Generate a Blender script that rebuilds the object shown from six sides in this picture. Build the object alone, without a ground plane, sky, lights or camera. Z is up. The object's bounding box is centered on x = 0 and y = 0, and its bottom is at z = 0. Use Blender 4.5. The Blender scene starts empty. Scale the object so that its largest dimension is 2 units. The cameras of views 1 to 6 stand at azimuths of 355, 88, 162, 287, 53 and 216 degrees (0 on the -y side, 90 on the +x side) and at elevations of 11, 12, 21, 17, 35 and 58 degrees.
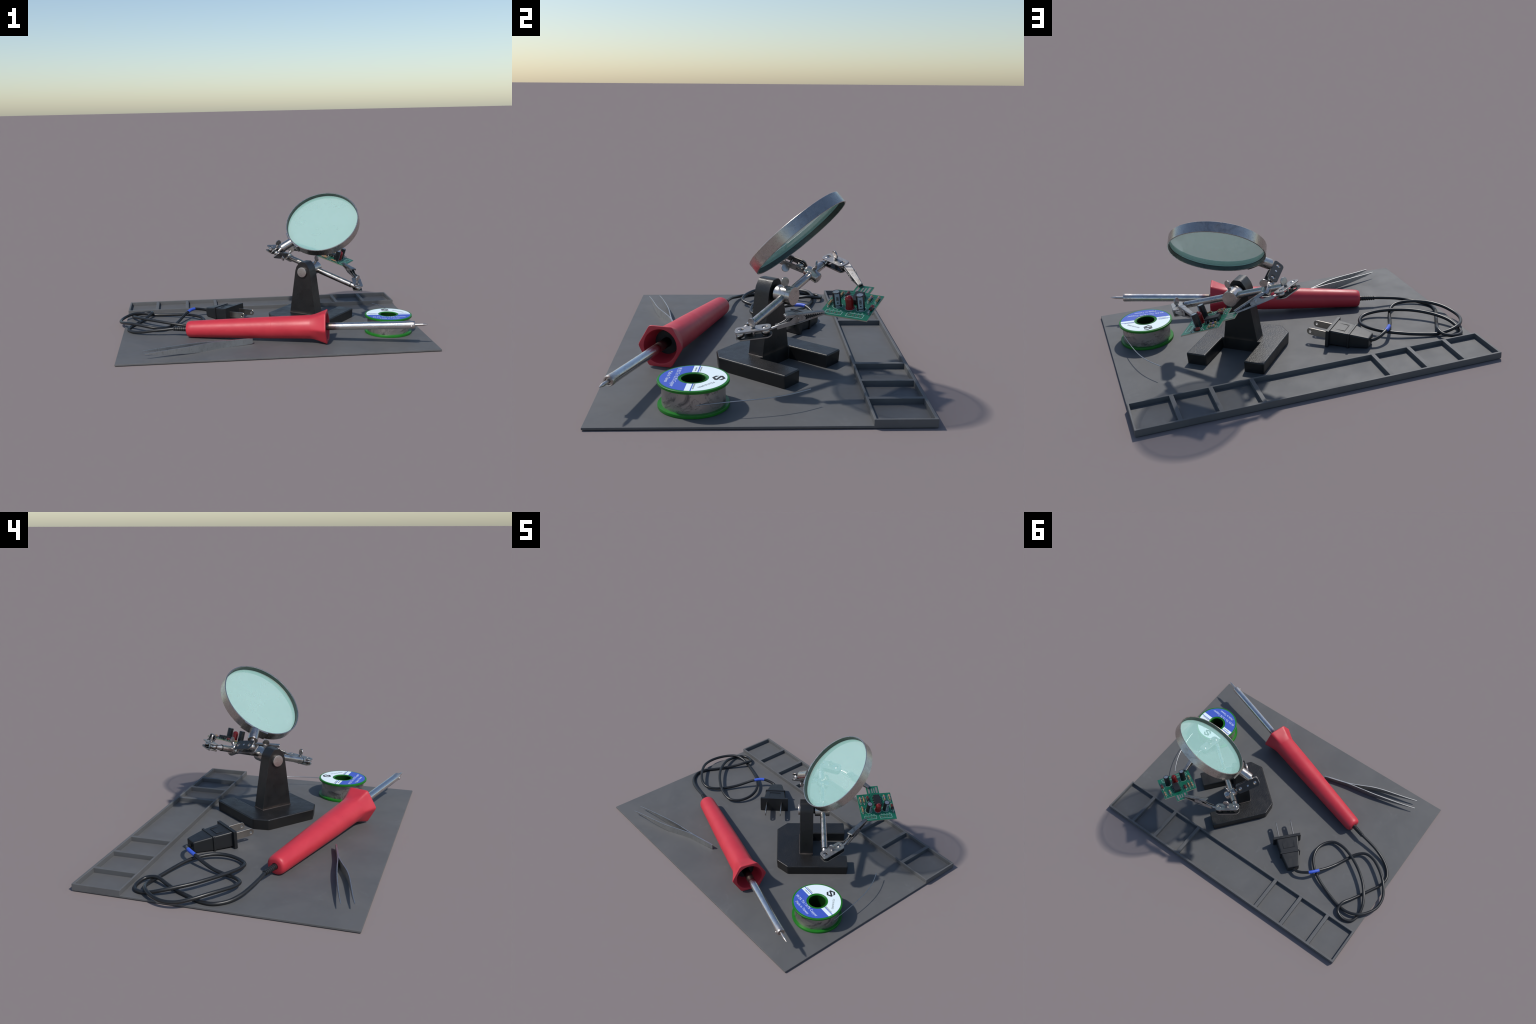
# A soldering workbench: mat with parts tray, soldering iron with cord and plug,
# helping-hands stand with magnifier, circuit board, solder spool, tweezers.
import bpy, bmesh, math, random
from math import pi, sin, cos
from mathutils import Vector, Matrix

random.seed(7)
V = Vector
SC = bpy.context.scene
MAT_TOP = 0.0108            # upper face of the rubber mat

# ------------------------------------------------------------------ materials
def lin(r, g, b):
    f = lambda c: (c / 255 / 12.92) if c / 255 <= 0.04045 else ((c / 255 + 0.055) / 1.055) ** 2.4
    return (f(r), f(g), f(b), 1.0)


class Nodes:
    def __init__(self, name):
        self.m = bpy.data.materials.new(name)
        self.m.use_nodes = True
        self.t = self.m.node_tree
        self.t.nodes.clear()
        self.out = self.n("ShaderNodeOutputMaterial")
        self.p = self.n("ShaderNodeBsdfPrincipled")
        self.link(self.p.outputs[0], self.out.inputs[0])
        self.tc = self.n("ShaderNodeTexCoord")

    def n(self, kind, **kw):
        x = self.t.nodes.new(kind)
        for k, v in kw.items():
            setattr(x, k, v)
        return x

    def link(self, a, b):
        self.t.links.new(a, b)

    def put(self, sock, val):
        if hasattr(val, "is_output"):
            self.link(val, sock)
        else:
            sock.default_value = val

    def coord(self, scale=(1, 1, 1), loc=(0, 0, 0)):
        mp = self.n("ShaderNodeMapping")
        mp.inputs["Scale"].default_value = scale
        mp.inputs["Location"].default_value = loc
        self.link(self.tc.outputs["Object"], mp.inputs[0])
        return mp.outputs[0]

    def noise(self, scale, detail=4, rough=0.55, dist=0.0, vec=None):
        x = self.n("ShaderNodeTexNoise")
        x.inputs["Scale"].default_value = scale
        x.inputs["Detail"].default_value = detail
        x.inputs["Roughness"].default_value = rough
        x.inputs["Distortion"].default_value = dist
        self.link(vec if vec is not None else self.tc.outputs["Object"], x.inputs["Vector"])
        return x.outputs["Fac"]

    def ramp(self, fac, a, b, lo=0.0, hi=1.0):
        x = self.n("ShaderNodeMapRange")
        x.clamp = True
        self.put(x.inputs[0], fac)
        x.inputs[1].default_value, x.inputs[2].default_value = a, b
        x.inputs[3].default_value, x.inputs[4].default_value = lo, hi
        return x.outputs[0]

    def mix(self, fac, a, b):
        x = self.n("ShaderNodeMix", data_type="RGBA")
        self.put(x.inputs[0], fac)
        self.put(x.inputs[6], a)
        self.put(x.inputs[7], b)
        return x.outputs[2]

    def math(self, op, a, b=0.0, c=0.0):
        x = self.n("ShaderNodeMath", operation=op)
        self.put(x.inputs[0], a)
        self.put(x.inputs[1], b)
        self.put(x.inputs[2], c)
        return x.outputs[0]

    def axis(self, i, which="Object"):
        x = self.n("ShaderNodeSeparateXYZ")
        self.link(self.tc.outputs[which], x.inputs[0])
        return x.outputs[i]

    def bump(self, height, strength, distance, chain=None):
        x = self.n("ShaderNodeBump")
        x.inputs["Strength"].default_value = strength
        x.inputs["Distance"].default_value = distance
        self.put(x.inputs["Height"], height)
        if chain is not None:
            self.link(chain, x.inputs["Normal"])
        return x.outputs[0]

    def edge(self, radius, lo=0.02, hi=0.2):
        """mask of worn convex edges: rounded normal against the true one"""
        bv = self.n("ShaderNodeBevel", samples=6)
        bv.inputs[0].default_value = radius
        ge = self.n("ShaderNodeNewGeometry")
        d = self.n("ShaderNodeVectorMath", operation="DOT_PRODUCT")
        self.link(bv.outputs[0], d.inputs[0])
        self.link(ge.outputs["Normal"], d.inputs[1])
        return self.ramp(self.math("SUBTRACT", 1.0, d.outputs["Value"]), lo, hi)

    def set(self, color=None, rough=None, metal=None, spec=None, normal=None, coat=None, trans=None):
        p = self.p.inputs
        if color is not None: self.put(p["Base Color"], color)
        if rough is not None: self.put(p["Roughness"], rough)
        if metal is not None: self.put(p["Metallic"], metal)
        if spec is not None: self.put(p["Specular IOR Level"], spec)
        if normal is not None: self.put(p["Normal"], normal)
        if coat is not None: self.put(p["Coat Weight"], coat)
        return self.m


def plain(name, col, rough=0.5, metal=0.0, spec=0.5, vary=0.12, scale=30):
    k = Nodes(name)
    f = k.ramp(k.noise(scale), 0.3, 0.7)
    a = tuple(c * (1 - vary) for c in col[:3]) + (1,)
    b = tuple(min(1, c * (1 + vary)) for c in col[:3]) + (1,)
    return k.set(k.mix(f, a, b), k.ramp(k.noise(scale * 2.3), 0.3, 0.7, max(0.03, rough - 0.06), rough + 0.06), metal, spec)


def rubber_mat():
    k = Nodes("grey_rubber")
    big = k.ramp(k.noise(3.5, 5, 0.6, 0.6), 0.35, 0.7)
    col = k.mix(big, (0.101, 0.102, 0.1035, 1), (0.121, 0.1205, 0.1205, 1))
    dust = k.ramp(k.noise(9, 6, 0.65, 1.2), 0.60, 0.80)
    col = k.mix(k.math("MULTIPLY", dust, 0.35), col, (0.17, 0.175, 0.18, 1))
    streak = k.ramp(k.noise(14, 3, 0.5, 0.0, k.coord((1, 8, 1))), 0.62, 0.8)
    col = k.mix(k.math("MULTIPLY", streak, 0.18), col, (0.085, 0.09, 0.095, 1))
    e = k.edge(0.004)
    col = k.mix(k.math("MULTIPLY", e, 0.35), col, (0.19, 0.19, 0.195, 1))
    b = k.bump(k.noise(160, 3), 0.15, 0.002)
    return k.set(col, k.ramp(k.noise(7), 0.3, 0.7, 0.55, 0.68), 0, 0.38, b)


def red_rubber():
    k = Nodes("red_handle_plastic")
    f = k.ramp(k.noise(6, 4, 0.6, 0.8), 0.3, 0.7)
    col = k.mix(f, (0.50, 0.025, 0.043, 1), (0.56, 0.035, 0.052, 1))
    speck = k.ramp(k.noise(70, 3, 0.5), 0.70, 0.76)
    col = k.mix(k.math("MULTIPLY", speck, 0.35), col, (0.25, 0.012, 0.025, 1))
    scr = k.ramp(k.noise(22, 6, 0.75, 2.5, k.coord((0.5, 3, 3))), 0.66, 0.72)
    col = k.mix(k.math("MULTIPLY", scr, 0.25), col, (0.3, 0.02, 0.035, 1))
    b = k.bump(k.noise(130, 3), 0.06, 0.002)
    return k.set(col, k.ramp(k.noise(11), 0.3, 0.7, 0.40, 0.52), 0, 0.5, b)


def black_iron():
    k = Nodes("black_cast_iron")
    up = k.ramp(k.axis(2, "Normal"), 0.6, 0.95)
    f = k.ramp(k.noise(7, 5, 0.6, 0.8), 0.35, 0.7)
    col = k.mix(f, (0.0075, 0.0075, 0.008, 1), (0.0135, 0.0125, 0.012, 1))
    rust = k.ramp(k.noise(11, 6, 0.7, 1.5), 0.58, 0.78)
    col = k.mix(k.math("MULTIPLY", rust, 0.35), col, (0.030, 0.021, 0.017, 1))
    fleck = k.ramp(k.noise(110, 4, 0.65, 0.5), 0.66, 0.76)
    col = k.mix(k.math("MULTIPLY", fleck, k.math("MULTIPLY", up, 0.45)), col, (0.12, 0.10, 0.085, 1))
    # bare metal rubbed along the foot of the post
    z = k.axis(2)
    seam = k.math("MULTIPLY", k.ramp(z, 0.0765, 0.0785), k.ramp(z, 0.0800, 0.0930, 1.0, 0.0))
    seam = k.math("MULTIPLY", seam, k.ramp(k.noise(18, 4, 0.6), 0.35, 0.6))
    col = k.mix(k.math("MULTIPLY", seam, 0.35), col, (0.135, 0.095, 0.075, 1))
    e = k.math("MULTIPLY", k.edge(0.0028, 0.06, 0.30), k.math("MULTIPLY", k.ramp(k.noise(22, 5, 0.65), 0.42, 0.60), k.ramp(z, 0.08, 0.10, 1.0, 0.45)))
    col = k.mix(k.math("MULTIPLY", e, 0.7), col, (0.20, 0.17, 0.145, 1))
    hammered = k.math("MULTIPLY", k.noise(135, 3, 0.5, 0.3), k.math("ADD", k.math("MULTIPLY", up, 0.78), 0.22))
    b = k.bump(hammered, 0.42, 0.0026)
    b = k.bump(k.noise(55, 5, 0.65, 0.5), 0.22, 0.003, b)
    return k.set(col, k.ramp(k.noise(20), 0.3, 0.7, 0.34, 0.48), 0, 0.55, b)


def steel(name="steel", light=(0.52, 0.485, 0.455, 1), dark=(0.23, 0.19, 0.165, 1), r0=0.18, r1=0.38, stain=0.75, stretch=(1, 1, 1), grain=0.05):
    k = Nodes(name)
    vec = k.coord(stretch)
    s = k.ramp(k.noise(16, 6, 0.68, 1.3, vec), 0.52, 0.72)
    col = k.mix(k.math("MULTIPLY", s, stain), light, dark)
    s2 = k.ramp(k.noise(95, 4, 0.6), 0.58, 0.75)
    col = k.mix(k.math("MULTIPLY", s2, stain * 0.7), col, tuple(c * 0.6 for c in dark[:3]) + (1,))
    ro = k.ramp(k.noise(28, 5, 0.6, 0.6), 0.3, 0.75, r0, r1)
    b = k.bump(k.noise(190, 3, 0.6), grain, 0.002)
    return k.set(col, ro, 1.0, 0.5, b)


def barrel_steel():
    """plated tube: heat tint by the handle, baked flux near the tip (local z runs along it)"""
    k = Nodes("barrel_steel")
    z = k.axis(2)
    wob = k.ramp(k.noise(30, 5, 0.6), 0, 1, -0.03, 0.03)
    zz = k.math("ADD", z, wob)
    col = k.mix(k.ramp(k.noise(20, 5, 0.6, 1, k.coord((2, 2, 0.6))), 0.5, 0.75, 0, 0.5), (0.70, 0.68, 0.66, 1), (0.40, 0.36, 0.33, 1))
    tint = k.ramp(zz, 0.960, 1.000, 1.0, 0.0)
    col = k.mix(k.math("MULTIPLY", tint, 0.75), col, (0.21, 0.055, 0.065, 1))
    soot = k.ramp(zz, 0.940, 0.968, 1.0, 0.0)
    col = k.mix(soot, col, (0.19, 0.155, 0.135, 1))
    soot2 = k.ramp(zz, 0.88, 0.915, 1.0, 0.0)
    col = k.mix(soot2, col, (0.02, 0.019, 0.018, 1))
    flux = k.math("MULTIPLY", k.ramp(zz, 1.37, 1.45), k.ramp(k.noise(50, 5, 0.65, 1), 0.3, 0.6))
    col = k.mix(flux, col, (0.50, 0.43, 0.385, 1))
    ro = k.math("ADD", k.ramp(k.noise(30, 5), 0.3, 0.75, 0.16, 0.30), k.math("MULTIPLY", k.math("ADD", soot, flux), 0.22))
    b = k.bump(k.noise(80, 4), 0.12, 0.003)
    return k.set(col, ro, 1.0, 0.5, b)


def solder_coil():
    k = Nodes("solder_coil")
    n = k.noise(6, 6, 0.6, 1.6, k.coord((1, 1, 1.3)))
    col = k.mix(k.ramp(n, 0.50, 0.60), (0.40, 0.365, 0.345, 1), (0.15, 0.14, 0.14, 1))
    crease = k.ramp(k.math("ABSOLUTE", k.math("SUBTRACT", k.noise(8, 5, 0.6, 1.5), 0.5)), 0.0, 0.012, 1.0, 0.0)
    col = k.mix(k.math("MULTIPLY", crease, 0.55), col, (0.05, 0.045, 0.045, 1))
    b = k.bump(n, 0.25, 0.01)
    b = k.bump(crease, 0.15, 0.004, b)
    return k.set(col, k.ramp(n, 0.4, 0.62, 0.34, 0.48), 0.8, 0.5, b)


def lens_glass():
    k = Nodes("tinted_lens_glass")
    smudge = k.ramp(k.noise(8, 5, 0.6, 0.5), 0.35, 0.75)
    col = k.mix(smudge, (0.49, 0.83, 0.75, 1), (0.53, 0.86, 0.79, 1))
    k.set(col, k.ramp(smudge, 0, 1, 0.06, 0.14), 0, 0.5)
    tr = k.n("ShaderNodeBsdfTransparent")
    mx = k.n("ShaderNodeMixShader")
    mx.inputs[0].default_value = 0.34
    k.link(tr.outputs[0], mx.inputs[1])
    k.link(k.p.outputs[0], mx.inputs[2])
    k.link(mx.outputs[0], k.out.inputs[0])
    return k.m


def board_laminate():
    k = Nodes("green_solder_mask")
    nz = k.axis(2, "Normal")
    f = k.ramp(k.noise(40, 4), 0.35, 0.7)
    green = k.mix(f, (0.0085, 0.172, 0.094, 1), (0.012, 0.208, 0.116, 1))
    side = k.ramp(k.math("ABSOLUTE", nz), 0.4, 0.6)
    col = k.mix(side, (0.42, 0.37, 0.27, 1), green)
    return k.set(col, k.ramp(k.noise(60), 0.3, 0.7, 0.35, 0.45), 0, 0.5)


def dark_plate():
    k = Nodes("plate_baked_shade")
    rim = k.ramp(k.math("ABSOLUTE", k.axis(2, "Normal")), 0.35, 0.75, 1.0, 0.0)
    e = k.math("MAXIMUM", rim, k.math("MULTIPLY", k.edge(0.002, 0.05, 0.3), 0.7))
    col = k.mix(e, (0.011, 0.0115, 0.0125, 1), (0.40, 0.365, 0.335, 1))  # faces coloured near black: occlusion between the plates baked in
    return k.set(col, k.ramp(k.noise(60), 0.3, 0.7, 0.38, 0.5), k.math("MULTIPLY", e, 0.9), 0.45)


def label_paper(name, col, dirt=0.5):
    k = Nodes(name)
    f = k.math("MULTIPLY", k.ramp(k.noise(28, 6, 0.7, 1.5), 0.5, 0.75), dirt)
    return k.set(k.mix(f, col, tuple(c * 0.86 + 0.03 for c in col[:3]) + (1,)), 0.5, 0, 0.4)


M = {}
M["mat"] = rubber_mat()
M["red"] = red_rubber()
M["iron"] = black_iron()
M["rubbed"] = plain("rubbed_iron", (0.036, 0.027, 0.0225), 0.5, 0, 0.5, 0.4, 40)
M["steel"] = steel()
M["rough_steel"] = steel("scuffed_steel", (0.345, 0.335, 0.33, 1), (0.185, 0.155, 0.135, 1), 0.36, 0.54, 0.85, (1, 1, 1), 0.25)
M["thumb"] = steel("thumb_screw_steel", (0.45, 0.425, 0.41, 1), (0.22, 0.19, 0.17, 1), 0.22, 0.38, 0.7, (1, 1, 1), 0.12)
M["ring"] = steel("ring_steel", (0.50, 0.465, 0.43, 1), (0.24, 0.20, 0.17, 1), 0.20, 0.34, 0.55, (1, 1, 1), 0.1)
M["darkened_wall"] = steel("ring_wall_darkened", (0.115, 0.125, 0.115, 1), (0.05, 0.05, 0.05, 1), 0.34, 0.5, 0.5, (1, 1, 1), 0.1)  # much darker, slightly greenish tone for the inner wall of the ring
M["bolt"] = steel("bolt_head", (0.60, 0.55, 0.51, 1), (0.36, 0.30, 0.26, 1), 0.35, 0.5, 0.6, (1, 1, 1), 0.25)
M["dull"] = steel("dull_tweezer_steel", (0.47, 0.47, 0.465, 1), (0.30, 0.285, 0.27, 1), 0.40, 0.55, 0.7, (3, 1, 1), 0.15)
M["blade"] = steel("plug_blade_metal", (0.50, 0.46, 0.41, 1), (0.33, 0.29, 0.25, 1), 0.28, 0.42, 0.4)
M["barrel"] = barrel_steel()
M["tip"] = steel("tinned_tip", (0.62, 0.56, 0.52, 1), (0.36, 0.31, 0.28, 1), 0.25, 0.42, 0.6)
M["lens"] = lens_glass()
M["coil"] = solder_coil()
M["solder"] = steel("solder_wire", (0.44, 0.45, 0.46, 1), (0.4, 0.4, 0.4, 1), 0.28, 0.4, 0.3)
M["plate"] = dark_plate()
M["black"] = plain("black_plastic", (0.0125, 0.0135, 0.015), 0.42, 0, 0.5, 0.15, 18)
M["cord"] = plain("black_cord_rubber", (0.0135, 0.014, 0.015), 0.36, 0, 0.5, 0.12, 12)
M["collar"] = plain("dark_insulator", (0.020, 0.022, 0.022), 0.6, 0, 0.4)
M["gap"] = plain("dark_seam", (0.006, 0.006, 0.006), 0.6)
M["tape"] = plain("blue_tape", (0.040, 0.100, 0.56), 0.45, 0, 0.5, 0.05)
M["green"] = plain("green_spool_plastic", (0.013, 0.170, 0.013), 0.40, 0, 0.32, 0.10, 14)
M["dark_bore"] = plain("dark_green_bore", (0.0035, 0.034, 0.0035), 0.6, 0, 0.15, 0.1, 14)  # much darker green for the wall of the spool's hole
M["white"] = label_paper("white_label", (0.80, 0.91, 0.945, 1), 0.4)
M["blue"] = label_paper("blue_label", (0.050, 0.105, 0.52, 1), 0.9)
M["ink"] = plain("dark_ink", (0.030, 0.033, 0.038), 0.6, 0, 0.3)
M["grey_ink"] = plain("faded_grey_ink", (0.27, 0.31, 0.33), 0.6, 0, 0.3)
M["pale_ink"] = plain("pale_ink", (0.56, 0.64, 0.86), 0.5, 0, 0.3, 0.05)
M["pcb"] = board_laminate()
M["trace"] = plain("dark_green_trace", (0.004, 0.060, 0.036), 0.4)
M["silk"] = plain("white_silkscreen", (0.55, 0.70, 0.66), 0.55, 0, 0.4, 0.1)
M["pad"] = plain("tinned_pad", (0.36, 0.30, 0.28), 0.48, 0.3, 0.5, 0.15, 200)
M["hole"] = plain("drill_hole", (0.035, 0.016, 0.018), 0.7)
M["can"] = plain("capacitor_sleeve", (0.012, 0.014, 0.017), 0.30, 0, 0.5, 0.25, 120)
M["stripe"] = plain("capacitor_stripe", (0.26, 0.35, 0.40), 0.35, 0, 0.5, 0.06)
M["can_top"] = plain("capacitor_top", (0.42, 0.44, 0.46), 0.35, 0.7, 0.5, 0.2, 200)
M["led"] = plain("red_led_epoxy", (0.24, 0.010, 0.013), 0.12, 0, 0.5, 0.08)
M["chip"] = plain("chip_epoxy", (0.024, 0.024, 0.025), 0.5, 0, 0.4, 0.1, 150)
M["tan"] = plain("resistor_tan", (0.52, 0.36, 0.17), 0.4, 0, 0.5, 0.1, 200)
M["violet"] = plain("violet_band", (0.18, 0.09, 0.45), 0.4)
M["brown"] = plain("brown_band", (0.16, 0.06, 0.03), 0.4)
M["orange"] = plain("orange_band", (0.60, 0.22, 0.05), 0.4)
M["diode"] = plain("diode_glass", (0.17, 0.026, 0.018), 0.15, 0, 0.5, 0.2, 120)
M["lead"] = plain("component_lead", (0.50, 0.47, 0.45), 0.32, 0.9, 0.5, 0.1)
M["pin"] = plain("chip_pin_metal", (0.22, 0.225, 0.235), 0.42, 0.7, 0.5, 0.1)

# ------------------------------------------------------------------ helpers
def frame(o, x=None, z=None, y=None):
    """4x4 from an origin, a principal axis and a second one to square up."""
    if z is not None:
        z = V(z).normalized()
        if x is None:
            x = V((1, 0, 0)) if abs(z.x) < 0.9 else V((0, 1, 0))
        x = V(x); x = (x - z * x.dot(z)).normalized()
        y = z.cross(x)
    else:
        x = V(x).normalized(); y = V(y); y = (y - x * y.dot(x)).normalized()
        z = x.cross(y)
    m = Matrix((x, y, z)).transposed().to_4x4()
    m.translation = V(o)
    return m


WORLD = {}

def thing(name, at, label, category):
    e = bpy.data.objects.new(name, None)
    e.empty_display_size = 0.05
    SC.collection.objects.link(e)
    e["label"], e["category"] = label, category
    e.location = at
    WORLD[e.name] = Matrix.Translation(V(at))
    return e


def place(o, parent, m):
    SC.collection.objects.link(o)
    WORLD[o.name] = m.copy()
    if parent is not None:
        o.parent = parent
        o.matrix_basis = WORLD[parent.name].inverted() @ m
    else:
        o.matrix_basis = m
    return o


def part(name, bm, mat, parent, m=None, angle=35, weighted=True, stuff=False):
    me = bpy.data.meshes.new(name)
    bmesh.ops.recalc_face_normals(bm, faces=bm.faces)
    bm.to_mesh(me)
    bm.free()
    for x in (mat if isinstance(mat, list) else [mat]):
        me.materials.append(x)
    me.shade_smooth()
    me.set_sharp_from_angle(angle=math.radians(angle))
    o = bpy.data.objects.new(name, me)
    place(o, parent, m if m is not None else Matrix.Identity(4))
    if weighted:
        w = o.modifiers.new("weighted_normals", "WEIGHTED_NORMAL")
        w.keep_sharp = True
    if stuff:
        o["kind"] = "stuff"
    return o


def again(o, parent, m):
    c = o.copy()
    return place(c, parent, m)


def round_edges(bm, w, seg=2, angle=30, edges=None):
    bm.normal_update()
    es = edges if edges is not None else [e for e in bm.edges if len(e.link_faces) == 2 and e.calc_face_angle(0) > math.radians(angle)]
    bmesh.ops.bevel(bm, geom=es, offset=w, segments=seg, profile=0.5, affect="EDGES", clamp_overlap=True)


def box(bm, lo, hi):
    lo, hi = V(lo), V(hi)
    vs = [bm.verts.new((x, y, z)) for x in (lo.x, hi.x) for y in (lo.y, hi.y) for z in (lo.z, hi.z)]
    for f in ((0, 1, 3, 2), (4, 6, 7, 5), (0, 4, 5, 1), (2, 3, 7, 6), (0, 2, 6, 4), (1, 5, 7, 3)):
        bm.faces.new([vs[i] for i in f])
    return vs


def prism(bm, poly, z0, z1, xf=None):
    """extrude a 2D outline between two heights; xf maps (x, y, z) to a point"""
    xf = xf or (lambda x, y, z: V((x, y, z)))
    a = [bm.verts.new(xf(x, y, z0)) for x, y in poly]
    b = [bm.verts.new(xf(x, y, z1)) for x, y in poly]
    n = len(poly)
    bm.faces.new(a[::-1]); bm.faces.new(b)
    for i in range(n):
        bm.faces.new((a[i], a[(i + 1) % n], b[(i + 1) % n], b[i]))


def lathe(bm, prof, seg=48, m=None, closed=False):
    """turn an (r, z) profile about the z axis of m"""
    m = m or Matrix.Identity(4)
    rings = []
    for r, z in prof:
        if r < 1e-6:
            rings.append([bm.verts.new(m @ V((0, 0, z)))])
        else:
            rings.append([bm.verts.new(m @ V((r * cos(2 * pi * i / seg), r * sin(2 * pi * i / seg), z))) for i in range(seg)])
    pairs = list(zip(rings, rings[1:])) + ([(rings[-1], rings[0])] if closed else [])
    for a, b in pairs:
        for i in range(seg):
            j = (i + 1) % seg
            if len(a) == 1 and len(b) == 1: continue
            if len(a) == 1: bm.faces.new((a[0], b[j], b[i]))
            elif len(b) == 1: bm.faces.new((a[i], a[j], b[0]))
            else: bm.faces.new((a[i], a[j], b[j], b[i]))


def cyl(bm, p, q, r, seg=32, bev=0.0, r2=None):
    p, q = V(p), V(q)
    L = (q - p).length
    r2 = r if r2 is None else r2
    b = min(bev, L / 2.1)
    prof = [(0, 0), (r - b, 0)] + ([(r - b * 0.3, b * 0.3), (r, b)] if b else []) + ([(r2, L - b), (r2 - b * 0.3, L - b * 0.3)] if b else []) + [(r2 - b, L), (0, L)]
    lathe(bm, prof, seg, frame(p, z=q - p))


def ball(bm, c, r, seg=28):
    n = 16
    lathe(bm, [(r * sin(pi * i / n), -r * cos(pi * i / n)) for i in range(n + 1)], seg, Matrix.Translation(V(c)))


def spline(pts, per=6):
    """centripetal-like Catmull-Rom through the control points"""
    P = [V(p) for p in pts]
    P = [P[0] * 2 - P[1]] + P + [P[-1] * 2 - P[-2]]
    out = []
    for i in range(1, len(P) - 2):
        a, b, c, d = P[i - 1:i + 3]
        for k in range(per):
            t = k / per
            out.append(0.5 * ((2 * b) + (c - a) * t + (2 * a - 5 * b + 4 * c - d) * t * t + (3 * b - a - 3 * c + d) * t ** 3))
    out.append(P[-2])
    return out


def tube(bm, pts, r, seg=14, caps=True):
    rad = r if callable(r) else (lambda t: r)
    n = len(pts)
    prev, up = None, None
    for i, p in enumerate(pts):
        t = (pts[min(i + 1, n - 1)] - pts[max(i - 1, 0)]).normalized()
        if up is None:
            up = t.orthogonal().normalized()
        up = (up - t * up.dot(t)).normalized()
        sd = t.cross(up)
        k = rad(i / (n - 1))
        ring = [bm.verts.new(p + (up * cos(2 * pi * j / seg) + sd * sin(2 * pi * j / seg)) * k) for j in range(seg)]
        if prev:
            for j in range(seg):
                bm.faces.new((prev[j], prev[(j + 1) % seg], ring[(j + 1) % seg], ring[j]))
        elif caps:
            bm.faces.new(ring[::-1])
        prev = ring
    if caps:
        bm.faces.new(prev)


def rounded_rect(hx, hy, r, n=6):
    pts = []
    for cx, cy, a0 in ((hx - r, hy - r, 0), (-hx + r, hy - r, pi / 2), (-hx + r, -hy + r, pi), (hx - r, -hy + r, 1.5 * pi)):
        pts += [(cx + r * cos(a0 + pi / 2 * i / n), cy + r * sin(a0 + pi / 2 * i / n)) for i in range(n + 1)]
    return pts


def plate_with_holes(outer, holes, z0, z1):
    """flat plate from an outline and round holes (x, y, r), real openings"""
    bm = bmesh.new()
    edges = []
    for loop in [outer] + [[(x + r * cos(2 * pi * i / 20), y + r * sin(2 * pi * i / 20)) for i in range(20)] for x, y, r in holes]:
        vs = [bm.verts.new((x, y, z0)) for x, y in loop]
        edges += [bm.edges.new((vs[i], vs[(i + 1) % len(vs)])) for i in range(len(vs))]
    bmesh.ops.triangle_fill(bm, edges=edges, use_beauty=True, use_dissolve=False)
    inside = []
    for f in bm.faces:
        c = f.calc_center_median()
        if any((c.x - x) ** 2 + (c.y - y) ** 2 < (r * 0.9) ** 2 for x, y, r in holes):
            inside.append(f)
    bmesh.ops.delete(bm, geom=inside, context="FACES_ONLY")
    g = bmesh.ops.extrude_face_region(bm, geom=bm.faces[:])
    bmesh.ops.translate(bm, vec=(0, 0, z1 - z0), verts=[x for x in g["geom"] if isinstance(x, bmesh.types.BMVert)])
    return bm


def text_mesh(body, size, depth):
    cu = bpy.data.curves.new("lettering", "FONT")
    cu.body, cu.size, cu.extrude = body, size, depth / 2
    cu.align_x, cu.align_y = "CENTER", "CENTER"
    cu.resolution_u = 3
    cu.offset = 0.0002
    o = bpy.data.objects.new("lettering", cu)
    SC.collection.objects.link(o)
    bpy.context.view_layer.update()
    me = bpy.data.meshes.new_from_object(o.evaluated_get(bpy.context.evaluated_depsgraph_get()))
    bm = bmesh.new(); bm.from_mesh(me)
    bpy.data.objects.remove(o); bpy.data.curves.remove(cu); bpy.data.meshes.remove(me)
    return bm


def fit_x(bm, width, height=None):
    xs = [v.co.x for v in bm.verts]; ys = [v.co.y for v in bm.verts]
    cx, cy = (min(xs) + max(xs)) / 2, (min(ys) + max(ys)) / 2
    s = width / (max(xs) - min(xs))
    sy = s if height is None else height / (max(ys) - min(ys))
    for v in bm.verts:
        v.co.x = (v.co.x - cx) * s
        v.co.y = (v.co.y - cy) * sy


# ================================================================== soldering mat
X0, X1, Y0, Y1 = -0.9575, 0.9990, -0.7035, 0.7035
mat = thing("soldering_mat", (0, 0, 0), "flat grey rubber mat with divided parts tray along the back", "work mat")
bm = bmesh.new()
box(bm, (X0, Y0, 0), (X1, Y1, MAT_TOP))
round_edges(bm, 0.0022, 2)
part("mat_sheet", bm, M["mat"], mat, weighted=True)

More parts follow.
